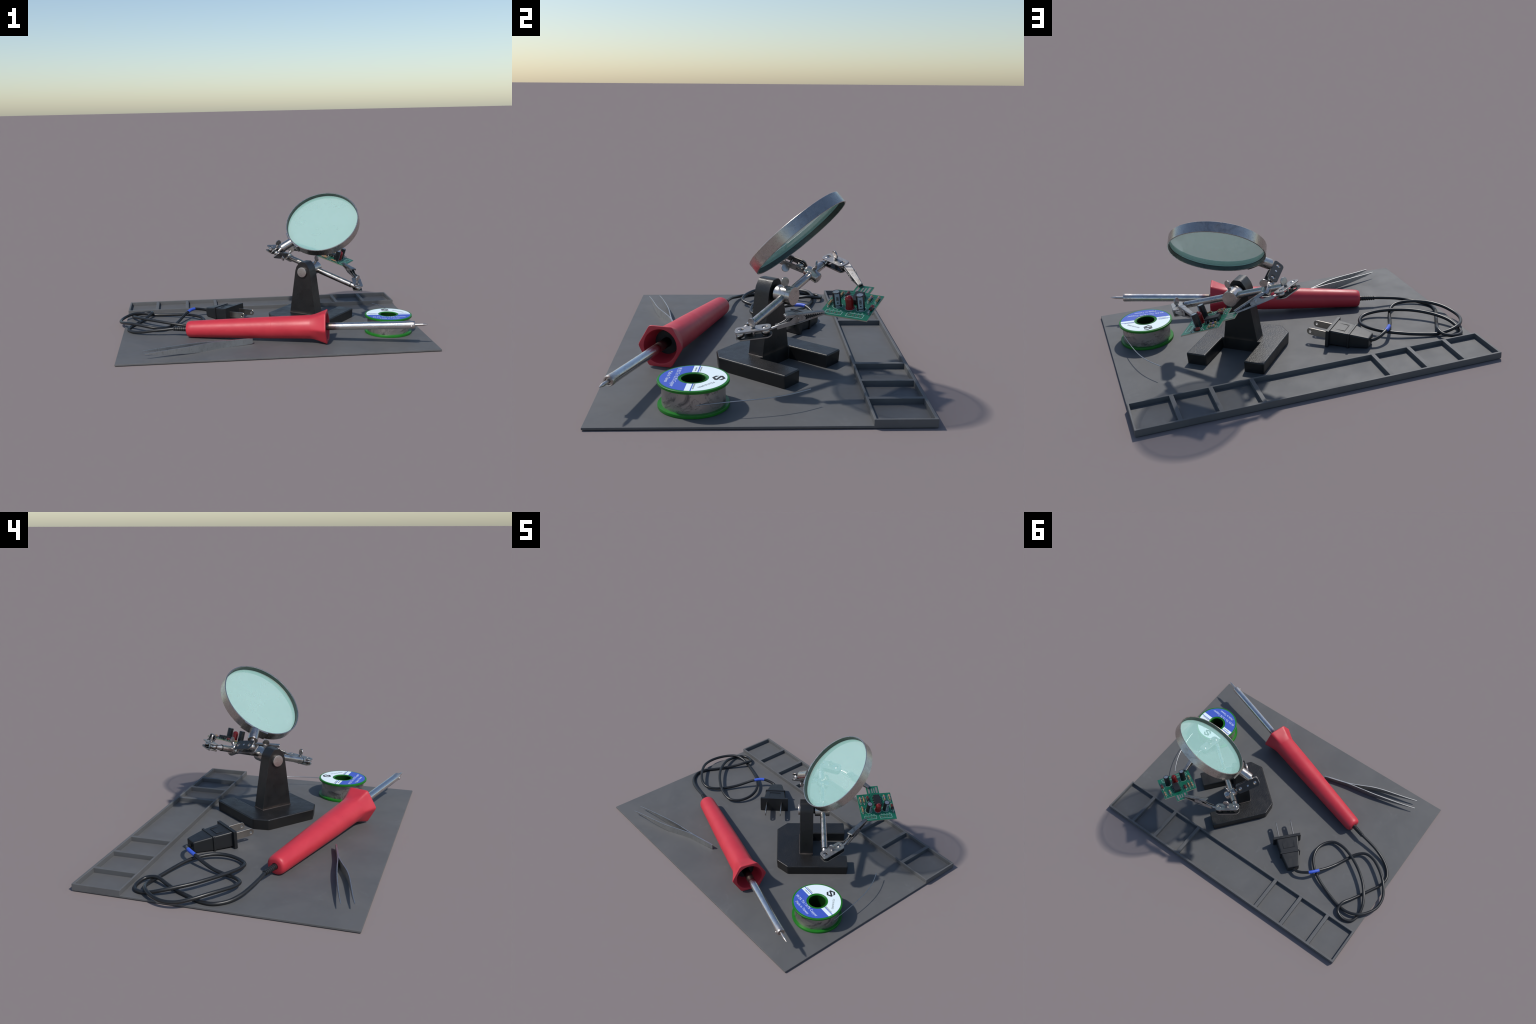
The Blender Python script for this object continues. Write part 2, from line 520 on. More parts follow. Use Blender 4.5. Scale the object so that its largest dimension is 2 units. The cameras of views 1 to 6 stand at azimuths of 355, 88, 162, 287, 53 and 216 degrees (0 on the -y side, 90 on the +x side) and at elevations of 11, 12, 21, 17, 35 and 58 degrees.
tray = bpy.data.objects.new("parts_tray", None)
place(tray, mat, Matrix.Identity(4))
TR, WALL, TY0 = 0.0375, 0.0112, 0.4462
bm = bmesh.new()
def rect(x0, y0, x1, y1, z):
    return [bm.verts.new(p) for p in ((x0, y0, z), (x1, y0, z), (x1, y1, z), (x0, y1, z))]
e = 0.0008
zo, zi = 0.0035, MAT_TOP - 0.002
o0, o1 = rect(X0 - e, TY0, X1 + e, Y1 + e, zo), rect(X0 - e, TY0, X1 + e, Y1 + e, TR)
i0, i1 = rect(X0 + WALL + 0.001, TY0 + WALL, X1 - WALL + 0.001, Y1 - 0.0135, zi), rect(X0 + WALL, TY0 + WALL, X1 - WALL + 0.002, Y1 - 0.0125, TR)
for a, b in ((o0, o1), (o1, i1), (i1, i0), (i0, o0)):
    for i in range(4):
        j = (i + 1) % 4
        bm.faces.new((a[i], a[j], b[j], b[i]))
bm.normal_update()
round_edges(bm, 0.0022, 2, 40)
part("tray_rim", bm, M["mat"], tray, weighted=True)
bm = bmesh.new()
box(bm, (-0.0112, TY0 + WALL - 0.004, MAT_TOP - 0.003), (0.0112, Y1 - 0.009, TR - 0.0006))
round_edges(bm, 0.0018, 2)
first = part("divider", bm, M["mat"], tray, Matrix.Translation((0.780, 0, 0)), weighted=True)
for x in (0.578, 0.3625, -0.3215, -0.532, -0.7515):
    again(first, tray, Matrix.Translation((x, 0, 0)))

# ================================================================== soldering iron
IRON_A = V((-0.5316, -0.1941, 0.0625))
IRON_D = V((1.4618, -0.4445, 0.0882)).normalized()
iron = thing("soldering_iron", (-0.09, -0.33, MAT_TOP), "red handled soldering iron with steel barrel, black cord and plug", "soldering iron")
ax_y = V((0, 0, 1)).cross(IRON_D).normalized()
FI = frame(IRON_A, z=IRON_D, x=ax_y)        # local z along the iron, x sideways, y up

T_HEX, R_HEX = 0.917, 0.0985                # mouth of the handle, apothem of its hexagon

def hex_radius(a, apo, p=26):
    s = sum(max(0.0, cos(a - (pi / 6 + k * pi / 3) + pi / 3)) ** p for k in range(6))
    return apo * s ** (-1.0 / p)

bm = bmesh.new()
stations = [(-0.0, 0.018, 0), (0.0, 0.034, 0), (0.004, 0.0440, 0), (0.012, 0.0500, 0), (0.024, 0.0528, 0), (0.04, 0.0540, 0)]
for i in range(1, 9):
    t = 0.04 + (0.564 - 0.04) * i / 8
    stations.append((t, 0.0540 + 0.0152 * (t - 0.04) / 0.524, 0))
stations += [(0.5655, 0.06925, 0), (0.5670, 0.0687, 0), (0.5685, 0.06930, 0), (0.5700, 0.06930, 0)]
for i in range(1, 7):
    t = 0.570 + 0.24 * i / 6
    stations.append((t, 0.0693 + 0.0042 * i / 6, 0.25 * (i / 6) ** 2))
for i in range(1, 13):
    k = i / 12
    stations.append((0.81 + (T_HEX - 0.006 - 0.81) * k, 0.0735 + (R_HEX - 0.0735) * (0.35 * k + 0.65 * k * k), 0.25 + 0.75 * min(1, k * 1.6) ))
stations += [(T_HEX - 0.002, R_HEX - 0.0006, 1), (T_HEX, R_HEX - 0.003, 1)]
stations += [(T_HEX, 0.0845, 0), (T_HEX - 0.002, 0.0825, 0), (T_HEX - 0.008, 0.0815, 0)]
for i in range(1, 7):
    k = i / 6
    stations.append((T_HEX - 0.008 - 0.095 * k, 0.0815 - 0.026 * k, 0))
SEG = 96
prev = None
for t, r, h in stations:
    ring = []
    for i in range(SEG):
        a = 2 * pi * i / SEG
        rr = r * (1 - h) + hex_radius(a, r) * h
        ring.append(bm.verts.new((rr * cos(a), rr * sin(a), t)))
    if prev:
        for i in range(SEG):
            bm.faces.new((prev[i], prev[(i + 1) % SEG], ring[(i + 1) % SEG], ring[i]))
    prev = ring
part("handle", bm, M["red"], iron, FI, angle=50)

bm = bmesh.new()
td = T_HEX - 0.085
lathe(bm, [(0.062, td - 0.012), (0.060, td - 0.003), (0.047, td), (0.024, td), (0.0215, td - 0.004), (0.0215, td - 0.03)], 48)
part("heat_collar", bm, M["collar"], iron, FI)
bm = bmesh.new()
T_END = 1.452
lathe(bm, [(0.0232, 0.78), (0.0232, 1.395), (0.0240, 1.42), (0.0244, T_END - 0.012), (0.0236, T_END - 0.003), (0.0215, T_END), (0.016, T_END - 0.001), (0.0135, T_END - 0.006), (0.0, T_END - 0.006)], 48)
part("barrel", bm, M["barrel"], iron, FI)
bm = bmesh.new()
L = 1.5318
lathe(bm, [(0.0, T_END - 0.01), (0.0095, T_END - 0.01), (0.0095, T_END + 0.004), (0.0084, T_END + 0.007), (0.0084, L - 0.034), (0.0078, L - 0.028), (0.0015, L - 0.001), (0.0, L)], 28)
part("soldering_tip", bm, M["tip"], iron, FI)
bm = bmesh.new()
ball(bm, (0, 0, 0), 0.0078, 20)
for v in bm.verts: v.co.z *= 0.75
part("set_screw", bm, M["tip"], iron, FI @ frame((-0.0240, -0.004, 1.432), z=(-1, -0.12, 0)))

# strain relief with ribs
bm = bmesh.new()
prof = [(0.0, 0.002), (0.0160, 0.002)]
for i in range(6):
    z = -0.004 - i * 0.0135
    r = 0.0158 - i * 0.0004
    prof += [(r, z), (r, z - 0.0080), (r - 0.0032, z - 0.0094), (r - 0.0032, z - 0.0118)]
prof += [(0.0140, -0.086), (0.0135, -0.092), (0.0, -0.092)]
lathe(bm, prof, 32)
S_END = V((-0.6117, -0.1696, 0.0610))
rel = part("strain_relief", bm, M["black"], iron, frame(IRON_A, z=IRON_A - S_END), angle=40)

# cord: control points of its spine, from the iron to the plug
CORD = [(-0.590, -0.1762, 0.0608), (-0.622, -0.1675, 0.0612), (-0.683, -0.157, 0.054), (-0.757, -0.139, 0.045), (-0.826, -0.112, 0.032), (-0.887, -0.069, 0.023), (-0.925, -0.008, 0.0205), (-0.917, 0.063, 0.0205), (-0.885, 0.129, 0.0205), (-0.85, 0.197, 0.0215),
        (-0.815, 0.265, 0.030), (-0.783, 0.331, 0.044), (-0.787, 0.390, 0.035), (-0.844, 0.413, 0.025), (-0.899, 0.391, 0.022), (-0.915, 0.327, 0.025), (-0.9, 0.255, 0.040), (-0.863, 0.189, 0.049), (-0.815, 0.13, 0.053),
        (-0.757, 0.079, 0.055), (-0.693, 0.036, 0.053), (-0.625, 0.001, 0.048), (-0.552, -0.022, 0.040), (-0.481, -0.019, 0.032), (-0.432, 0.031, 0.031), (-0.416, 0.102, 0.037), (-0.437, 0.172, 0.041), (-0.486, 0.231, 0.040), (-0.549, 0.274, 0.037),
        (-0.619, 0.306, 0.031), (-0.692, 0.332, 0.026), (-0.766, 0.353, 0.0235), (-0.841, 0.360, 0.034), (-0.907, 0.339, 0.0415), (-0.956, 0.289, 0.037), (-0.987, 0.221, 0.032), (-0.986, 0.148, 0.035), (-0.954, 0.08, 0.047), (-0.903, 0.022, 0.055),
        (-0.843, -0.027, 0.055), (-0.776, -0.064, 0.049), (-0.711, -0.070, 0.041), (-0.660, -0.029, 0.034), (-0.624, 0.038, 0.029), (-0.593, 0.108, 0.032), (-0.563, 0.171, 0.047), (-0.531, 0.226, 0.064), (-0.487, 0.284, 0.0725), (-0.428, 0.319, 0.0600), (-0.385, 0.323, 0.0490), (-0.345, 0.304, 0.0475)]
path = spline(CORD, 7)
bm = bmesh.new()
tube(bm, path, 0.0098, 16)
part("power_cord", bm, M["cord"], iron, angle=60)
ia = min(range(len(path)), key=lambda i: (path[i] - V((-0.5169, 0.24, 0.0651))).length)
ib = min(range(len(path)), key=lambda i: (path[i] - V((-0.4902, 0.2803, 0.0715))).length)
bm = bmesh.new()
tube(bm, path[ia - 1:ib + 2], 0.0108, 18)
part("tape_band", bm, M["tape"], iron, angle=50)

# ---- mains plug
PF = V((0.735, -0.678, 0.0)).normalized()
pitch = math.radians(4.2)
plug_x = (PF * cos(pitch) + V((0, 0, 1)) * sin(pitch)).normalized()
FP = frame((-0.199, 0.1635, 0.0640), x=plug_x, y=V((0, 0, 1)).cross(PF))
plug = bpy.data.objects.new("plug", None)
place(plug, iron, FP)

def loft(bm, secs):
    prev = None
    for pts in secs:
        ring = [bm.verts.new(p) for p in pts]
        if prev:
            n = len(ring)
            for i in range(n):
                bm.faces.new((prev[i], prev[(i + 1) % n], ring[(i + 1) % n], ring[i]))
        else:
            bm.faces.new(ring[::-1])
        prev = ring
    bm.faces.new(prev)

def sec(x, hy, hz, cz=0.0, r=0.008):
    return [(x, y, z + cz) for y, z in rounded_rect(hy, hz, r, 4)]

bm = bmesh.new()
loft(bm, [sec(-0.012, 0.0770, 0.0440), sec(-0.120, 0.0655, 0.0410, 0), sec(-0.1205, 0.0650, 0.0405, 0)])
round_edges(bm, 0.0015, 1, 70)
part("plug_body", bm, M["black"], plug, FP, angle=40)
bm = bmesh.new()
loft(bm, [sec(-0.128, 0.0635, 0.0405, 0), sec(-0.226, 0.0415, 0.0320, -0.0015), sec(-0.232, 0.0390, 0.0295, -0.0015), sec(-0.234, 0.0350, 0.0255, -0.0015)])
part("plug_tail", bm, M["black"], plug, FP, angle=40)
bm = bmesh.new()
loft(bm, [sec(-0.1175, 0.0690, 0.0445, 0, .006), sec(-0.1155, 0.0715, 0.0460, 0, .006), sec(-0.1290, 0.0705, 0.0455, 0, .006), sec(-0.1305, 0.0680, 0.0440, 0, .006)][0:1] + [sec(-0.1190, 0.0710, 0.0455, 0, .006), sec(-0.1285, 0.0702, 0.0450, 0, .006), sec(-0.1300, 0.0680, 0.0430, 0, .006)])
part("plug_ridge", bm, M["black"], plug, FP, angle=40)
bm = bmesh.new()
loft(bm, [[(x, y, z) for y, z in rounded_rect(0.0975, 0.0500, 0.003, 2)] for x in (-0.0185, 0.0)])
round_edges(bm, 0.0015, 2, 70)
part("plug_flange", bm, M["black"], plug, FP, angle=40)
# sunken rating panel on the upper side: a frame of shallow bars around a dull floor
bm = bmesh.new()
slope = math.atan2(0.0440 - 0.0410, 0.108)
FR = FP @ frame((-0.062, 0, 0.0428), z=(sin(slope), 0, cos(slope)), x=(1, 0, 0))
def bar(x0, y0, x1, y1, h=0.0013):
    box(bm, (x0, y0, -0.001), (x1, y1, h))
hx, hy, w = 0.031, 0.040, 0.0035
bar(-hx, -hy, hx, -hy + w); bar(-hx, hy - w, hx, hy); bar(-hx, -hy + w, -hx + w, hy - w); bar(hx - w, -hy + w, hx, hy - w)
part("rating_panel", bm, M["black"], plug, FR)
bm = plate_with_holes([(-0.03, -0.0205), (0.098, -0.0205)] + [(0.1085 + 0.0205 * cos(a) * 0.9, 0.0205 * sin(a)) for a in [(-pi / 2 + pi * i / 10) for i in range(1, 10)]] + [(0.098, 0.0205), (-0.03, 0.0205)], [(0.1075, 0, 0.0072)], -0.0028, 0.0028)
round_edges(bm, 0.0006, 1, 60)
blade = part("plug_blade", bm, M["blade"], plug, FP @ frame((0, 0.0517, 0.0), x=(1, 0, 0), y=(0, 0, 1)))
again(blade, plug, FP @ frame((0, -0.0517, 0.0), x=(1, 0, 0), y=(0, 0, 1)))

# ================================================================== helping hands
hand = thing("helping_hands", (0.25, 0.05, MAT_TOP), "cast iron helping hands stand with magnifier and two clips", "clamp stand")
TH = math.radians(50.9)
FB = Matrix((V((cos(TH), sin(TH), 0)), V((-sin(TH), cos(TH), 0)), V((0, 0, 1)))).transposed().to_4x4()   # local u, w = -v, z
vc = -0.1885
ZB = 0.0755
bm = bmesh.new()
u0, u1, uc, hw, hi_, un = 0.0270, 0.4835, 0.0950, 0.2265, 0.1130, 0.2600
poly = [(uc, -hw), (u1, -hw), (u1, -hi_), (un, -hi_), (un, hi_), (u1, hi_), (u1, hw), (uc, hw), (u0, hw - 0.066), (u0, -hw + 0.066)]
prism(bm, poly, MAT_TOP - 0.0003, ZB)
tops = [v for v in bm.verts if v.co.z > 0.05]
for v in bm.verts:                           # draft: the casting narrows slightly towards its foot
    if v.co.z < 0.05:
        v.co.x += 0.004 if v.co.x < 0.2 else -0.004
        v.co.y -= math.copysign(0.003, v.co.y)
round_edges(bm, 0.0075, 3, 20, [e for e in bm.edges if all(v.co.z > 0.05 for v in e.verts) or abs(e.verts[0].co.z - e.verts[1].co.z) > 0.03])
FBm = FB @ Matrix.Translation((0, vc, 0))
part("base_foot", bm, M["iron"], hand, FBm, angle=40, weighted=True)

bm = bmesh.new()
half = [(0.1035, MAT_TOP - 0.0002), (0.1005, 0.078), (0.0565, 0.372), (0.0480, 0.398), (0.0300, 0.424), (0.0180, 0.4335)]
outline = [(-w, z) for w, z in half] + [(w, z) for w, z in half[::-1]]
prism(bm, outline, 0.1790, 0.2620, lambda w, z, u: V((u, w, z)))
round_edges(bm, 0.0120, 4, 25, [e for e in bm.edges if e.calc_face_angle(0) > math.radians(40) and max(v.co.z for v in e.verts) > 0.05])
part("post", bm, M["iron"], hand, FBm, angle=40, weighted=True)
# weld fillet where the post meets the foot
bm = bmesh.new()
for seglist in ([(0.2625, 0.1005), (0.179, 0.1005), (0.179, -0.1005), (0.2625, -0.1005)],):
    tube(bm, [V((u, w, ZB - 0.0014)) for u, w in seglist], 0.0046, 10)
part("post_fillet", bm, M["rubbed"], hand, FBm, angle=60)

def L2W(u, w, z):
    return FBm @ V((u, w, z))
bm = bmesh.new()
cyl(bm, L2W(0.1655, 0, 0.3658), L2W(0.181, 0, 0.3658), 0.0345, 40, 0.003)
part("pivot_bolt", bm, M["bolt"], hand, angle=40)
bm = bmesh.new()
cyl(bm, L2W(0.255, 0, 0.367), L2W(0.280, 0, 0.367), 0.028, 32)
part("spacer", bm, M["gap"], hand)
bm = bmesh.new()
cyl(bm, L2W(0.2725, 0, 0.3675), L2W(0.3665, 0, 0.3675), 0.0440, 56, 0.004)
part("pivot_hub", bm, M["steel"], hand, angle=40)

# ---- cross arm with ball ends
RD = V((-0.7471, 0.6001, 0.2859)).normalized()
NEAR, FAR = V((0.5790, -0.0507, 0.2822)), V((0.1215, 0.3168, 0.4573))
B1, B2 = V((0.6195, -0.0832, 0.2667)), V((0.0826, 0.3480, 0.4721))
bm = bmesh.new()
cyl(bm, NEAR, FAR, 0.0188, 40, 0.002)
part("cross_arm", bm, M["steel"], hand, angle=40)
bm = bmesh.new()
for a, b in ((NEAR, B1), (FAR, B2)):
    d = (b - a).normalized()
    cyl(bm, a - d * 0.0035, a + d * 0.0035, 0.0194, 32, 0.0015)
part("arm_seam", bm, M["gap"], hand)
bm = bmesh.new()
for a, b in ((NEAR, B1), (FAR, B2)):
    d = (b - a).normalized()
    Lb = (b - a).length
    lathe(bm, [(0, 0.003), (0.0172, 0.003), (0.0162, 0.012), (0.0110, Lb - 0.014), (0.0105, Lb - 0.006)], 28, frame(a, z=d))
    ball(bm, b, 0.0195)
part("ball_end", bm, M["steel"], hand, angle=45)

def joint(h0, h1, n, thumb, thumb_n, mats, name="swivel_joint"):
    """pair of clamping plates with ball holes, held by a thumb screw"""
    h0, h1, n = V(h0), V(h1), V(n)
    d = h1 - h0
    fm = frame((h0 + h1) / 2, x=d, y=n.cross(d))
    hl = d.length / 2
    j = bpy.data.objects.new(name, None)
    place(j, hand, fm)
    for k, z in enumerate((-0.0035, -0.0405)):
        bm = plate_with_holes(rounded_rect(hl + 0.0265, 0.0310, 0.021, 8), [(-hl, 0, 0.0128), (hl, 0, 0.0128)], z - 0.0035, z + 0.0035)
        round_edges(bm, 0.0012, 1, 60)
        if k == 1:                      # lower plate bends a little at both ends
            for v in bm.verts:
                v.co.z += max(0, abs(v.co.x) - hl * 0.9) * 0.18
        part("clamp_plate", bm, mats[k], j, fm, angle=40)
    bm = bmesh.new()
    cyl(bm, (0, 0, -0.046), (0, 0, 0.002), 0.0062, 20)
    ball(bm, (0, 0, -0.0445), 0.0075, 18)
    part("clamp_bolt", bm, M["steel"], j, fm)
    thumb_screw(thumb, thumb_n, (h0 + h1) / 2 - n * 0.02, j)
    return fm

def thumb_screw(c, n, root, parent):
    c, n, root = V(c), V(n).normalized(), V(root)
    bm = bmesh.new()
    cyl(bm, c - n * 0.0036, c + n * 0.0036, 0.0212, 36, 0.0018)
    d = (root - c).normalized()
    tube(bm, [c + d * 0.014, root], 0.0072, 16)
    lathe(bm, [(0, -0.003), (0.0105, 0), (0.0085, 0.012), (0.0072, 0.016)], 18, frame(c + d * 0.0205, z=d))
    part("thumb_screw", bm, M["thumb"], parent, angle=40)

N1, N2, N3 = V((0.08, -0.16, 0.98)).normalized(), V((0.33, -0.13, 0.93)).normalized(), V((-0.447, 0.513, 0.731)).normalized()
P1a, P1b = V((0.6213, -0.0805, 0.2871)), V((0.6306, 0.0229, 0.3032))
P2a, P2b = V((0.0852, 0.3532, 0.4913)), V((0.1722, 0.4106, 0.4803))
P3a, P3b = V((0.1444, 0.2190, 0.4778)), V((0.0862, 0.1340, 0.5013))
def square(a, b, n):
    d = (b - a).normalized()
    return (n - d * n.dot(d)).normalized()
N1, N2, N3 = square(P1a, P1b, N1), square(P2a, P2b, N2), square(P3a, P3b, N3)
rs = M["rough_steel"]
joint(P1a, P1b, N1, (0.6281, -0.0327, 0.3208), (0.70, -0.70, -0.16), (rs, M["plate"]))
joint(P2a, P2b, N2, (0.1386, 0.3784, 0.5122), (-0.35, 0.90, 0.27), (rs, M["plate"]))
# magnifier joint: its thumb screw sits below, so only the bolt end shows on the dark plate
h0, h1 = P3a, P3b
d3 = h1 - h0
fm = frame((h0 + h1) / 2, x=d3, y=N3.cross(d3))
j3 = bpy.data.objects.new("swivel_joint", None)
place(j3, hand, fm)
for z, mm in ((-0.0035, M["plate"]), (-0.0405, rs)):
    bm = plate_with_holes(rounded_rect(d3.length / 2 + 0.0265, 0.0310, 0.017, 8), [(-d3.length / 2, 0, 0.0128), (d3.length / 2, 0, 0.0128)], z - 0.0035, z + 0.0035)
    round_edges(bm, 0.0014, 1, 60)
    part("clamp_plate", bm, mm, j3, fm, angle=40)
bm = bmesh.new()
cyl(bm, (0, 0, -0.046), (0, 0, 0.0015), 0.0068, 20, 0.0012)
part("clamp_bolt", bm, M["steel"], j3, fm, angle=40)
thumb_screw((0.1368, 0.1367, 0.4472), V((1, 0.15, 0.1)) - N3 * V((1, 0.15, 0.1)).dot(N3), (h0 + h1) / 2 - N3 * 0.03, j3)
C3a, C3b = P3a - N3 * 0.022, P3b - N3 * 0.022

# ---- collar that carries the magnifier joint
KC = V((0.1930, 0.2590, 0.4305))
KD = (C3a - KC).normalized()
bm = bmesh.new()
lathe(bm, [(0, -0.046), (0.0215, -0.046), (0.0265, -0.041), (0.0270, -0.020), (0.0270, 0.022), (0.0235, 0.031), (0.0105, 0.036), (0.0095, 0.050), (0.0095, 0.060)], 40, frame(KC, z=KD))
ball(bm, C3a, 0.0195)
cyl(bm, KC - RD * 0.026, KC + RD * 0.026, 0.0222, 36, 0.002)
part("arm_collar", bm, M["steel"], hand, angle=45)
thumb_screw((0.2181, 0.2803, 0.4787), (0.17, 0.98, -0.04), KC, hand)
thumb_screw((0.3729, 0.1216, 0.4368), (0.88, 0.42, 0.05), (0.357, 0.128, 0.39), hand)

# ---- magnifier
mag = bpy.data.objects.new("magnifier", None)
RC, RN, RR = V((0.41634, 0.15646, 0.69199)), V((-0.31445, -0.62067, 0.71825)).normalized(), 0.2543
FM = frame(RC, z=RN, x=V((-0.875, -0.138, -0.46)))        # local x points at the socket
place(mag, hand, FM)
DEP = 0.056
bm = bmesh.new()
ri = RR - 0.0062
lathe(bm, [(ri, -0.001), (ri + 0.0012, 0), (RR - 0.0012, 0), (RR, -0.0012), (RR, -DEP + 0.0012), (RR - 0.0012, -DEP), (ri + 0.0012, -DEP), (ri, -DEP + 0.001), ], 128, closed=True)
part("lens_ring", bm, M["ring"], mag, FM, angle=35)
bm = bmesh.new()
lathe(bm, [(ri + 0.001, -0.0022), (ri - 0.0006, -0.0020), (ri - 0.0006, -0.0250), (ri - 0.0026, -0.0258), (ri - 0.0026, -0.0325), (ri - 0.0006, -0.0333), (ri - 0.0006, -DEP + 0.0020), (ri + 0.001, -DEP + 0.0022)], 128)
part("ring_wall_darkened", bm, M["darkened_wall"], mag, FM, angle=35)
bm = bmesh.new()
Rl = ri - 0.0028
prof = [(0, -0.029 + 0.0125)] + [(Rl * k / 14, -0.029 + 0.003 + 0.0095 * (1 - (k / 14) ** 2)) for k in range(1, 15)]
prof += [(r, -0.058 - z) for r, z in prof[::-1]]
lathe(bm, prof, 128)
part("lens", bm, M["lens"], mag, FM, angle=30)
# flat strap and socket
bm = bmesh.new()
box(bm, (RR - 0.0045, -0.078, -DEP + 0.0005), (RR + 0.0040, 0.078, -0.0015))
bmesh.ops.subdivide_edges(bm, edges=[e for e in bm.edges if abs(e.verts[0].co.y - e.verts[1].co.y) > 0.1], cuts=10)
for v in bm.verts:                          # the strap follows the ring only loosely
    v.co.x -= v.co.y ** 2 / (2 * 0.40)
part("strap", bm, M["ring"], mag, FM, angle=30)
SB, SE = V((0.1880, 0.1370, 0.5470)), V((0.1300, 0.1290, 0.5140))
bm = bmesh.new()
sd = (SE - SB).normalized()
sL = (SE - SB).length
lathe(bm, [(0, -0.012), (0.0300, -0.012), (0.0300, sL - 0.006), (0.0280, sL - 0.001), (0.0240, sL), (0, sL)], 40, frame(SB, z=sd))
cyl(bm, SE - sd * 0.004, C3b, 0.0135, 24, 0.0, 0.0100)
ball(bm, C3b, 0.0195)
part("socket", bm, M["steel"], mag, angle=40)

# ---- alligator clips
def clip(back, tip, upper_back, stem_from, parent):
    back, tip, ub = V(back), V(tip), V(upper_back)
    up = ub - back
    x = (tip - back).normalized()
    up = (up - x * up.dot(x)).normalized()
    x = (tip - up * 0.014 - back).normalized()
    fm = frame(back, x=x, y=up.cross(x))
    L = (tip - back).length
    c = bpy.data.objects.new("alligator_clip", None)
    place(c, parent, fm)
    hw_up = lambda s: 0.0170 - 0.0060 * max(0, (s - 0.05)) / (L - 0.05)
    hw_lo = lambda s: 0.0150 + 0.0058 * max(0.0, 1 - abs(s - 0.098) / 0.045) ** 0.5 - 0.0040 * s / L
    th = 0.0022

    def wall(bm, poly, hw, side):
        a = [bm.verts.new((s, side * hw(s), z)) for s, z in poly]
        b = [bm.verts.new((s, side * (hw(s) - th), z)) for s, z in poly]
        n = len(poly)
        bm.faces.new(a); bm.faces.new(b[::-1])
        for i in range(n):
            bm.faces.new((a[i], a[(i + 1) % n], b[(i + 1) % n], b[i]))

    def strip(bm, pts, hw):
        lo = [[bm.verts.new((s, k * hw(s), z + dz)) for k in (-1, 1) for dz in (-th, 0)] for s, z in pts]
        for a, b in zip(lo, lo[1:]):
            for i, k in ((0, 1), (1, 3), (3, 2), (2, 0)):
                bm.faces.new((a[i], a[k], b[k], b[i]))
        for q in (lo[0], lo[-1]):
            bm.faces.new((q[0], q[1], q[3], q[2]))

    # upper jaw
    zt = lambda s: 0.0515 - (0.0515 - 0.0185) * max(0, s - 0.048) / (L - 0.048)
    top = [(0.046, 0.0505), (0.056, zt(0.056))] + [(s, zt(s)) for s in (0.09, 0.13, 0.17, 0.20, L - 0.006)] + [(L, 0.0150)]
    t0, t1, nt = 0.128, L - 0.004, 9
    def zlow(s_):                           # lower rim: cut away behind, saw teeth in front
        if s_ < t0:
            return zt(max(s_, 0.048)) - 0.0150
        return max(0.0088, zt(s_) - 0.0125)
    stations = [(x_, zlow(x_)) for x_ in (0.046, 0.052, 0.070, 0.090, 0.110)]
    for i in range(nt):
        step = (t1 - t0) / nt
        stations += [(t0 + step * i, zlow(t0 + step * i) + 0.0055), (t0 + step * (i + 0.5), zlow(t0 + step * (i + 0.5)))]
    stations += [(t1, 0.0110), (L, 0.0130)]
    bm = bmesh.new()
    prev = None
    for s_, zl in stations:
        h = hw_up(s_); z1 = zt(s_) if s_ > 0.05 else 0.0490
        if s_ > L - 0.003: z1 = 0.0165
        rr = min(0.0032, (z1 - zl) * 0.6)
        arc = [(h - rr + rr * cos(q), z1 - rr + rr * sin(q)) for q in [pi / 2 * i / 4 for i in range(5)]]
        outer = [(h, zl)] + arc + [(-y, z) for y, z in arc[::-1]] + [(-h, zl)]
        inner = [(y * (1 - th / h), z - (th if z > zl + 1e-6 else 0)) for y, z in outer]
        ring = [bm.verts.new((s_, y, z)) for y, z in outer + inner[::-1]]
        if prev:
            n_ = len(ring)
            for i in range(n_):
                bm.faces.new((prev[i], prev[(i + 1) % n_], ring[(i + 1) % n_], ring[i]))
        prev = ring
        m_ = len(ring) // 2
        if s_ == stations[0][0] or s_ == stations[-1][0]:
            for i in range(m_ - 1):
                bm.faces.new((ring[i], ring[i + 1], ring[-2 - i], ring[-1 - i]))
    part("upper_jaw", bm, M["rough_steel"], c, fm, angle=35)
    # lower jaw
    bm = bmesh.new()
    strip(bm, [(0.0, 0.0022), (0.05, 0.0012), (0.10, 0.0012), (0.16, 0.0012), (L - 0.008, 0.0022), (L - 0.002, 0.005)], hw_lo)
    teeth = []
    for i in range(nt):
        s = t0 + (t1 - t0) * i / nt
        teeth += [(s, 0.0085), (s + (t1 - t0) / nt * 0.5, 0.0060)]
    hump = [(0.058, 0.0190)] + [(0.100 + 0.032 * -cos(pi * i / 8), 0.0175 + 0.0175 * sin(pi * i / 8)) for i in range(1, 8)] + [(0.133, 0.0125)]
    poly = [(0, 0.0), (0, 0.0165), (0.045, 0.0165)] + hump + teeth + [(L - 0.002, 0.0065), (L - 0.003, 0.0035), (0.16, 0.0)]
    for side in (-1, 1):
        wall(bm, poly, lambda s: hw_lo(s) + 0.0004, side)
    part("lower_jaw", bm, M["rough_steel"], c, fm, angle=25)
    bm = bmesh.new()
    filler_outline = [(0.058, 0.0040), (L - 0.012, 0.0040), (L - 0.012, 0.0115), (0.125, zt(0.125) - 0.0045), (0.075, zt(0.075) - 0.006), (0.058, 0.016)]
    prism(bm, filler_outline, -0.0088, 0.0088, lambda a_, b_, y_: V((a_, y_, b_)))  # solid near-black filler block between the jaws
    part("jaw_dark_filler", bm, M["gap"], c, fm)
    bm = bmesh.new()
    cyl(bm, (0.100, -0.0215, 0.0235), (0.100, 0.0215, 0.0235), 0.0042, 18, 0.001)
    part("rivet", bm, M["steel"], c, fm, angle=40)
    bm = bmesh.new()
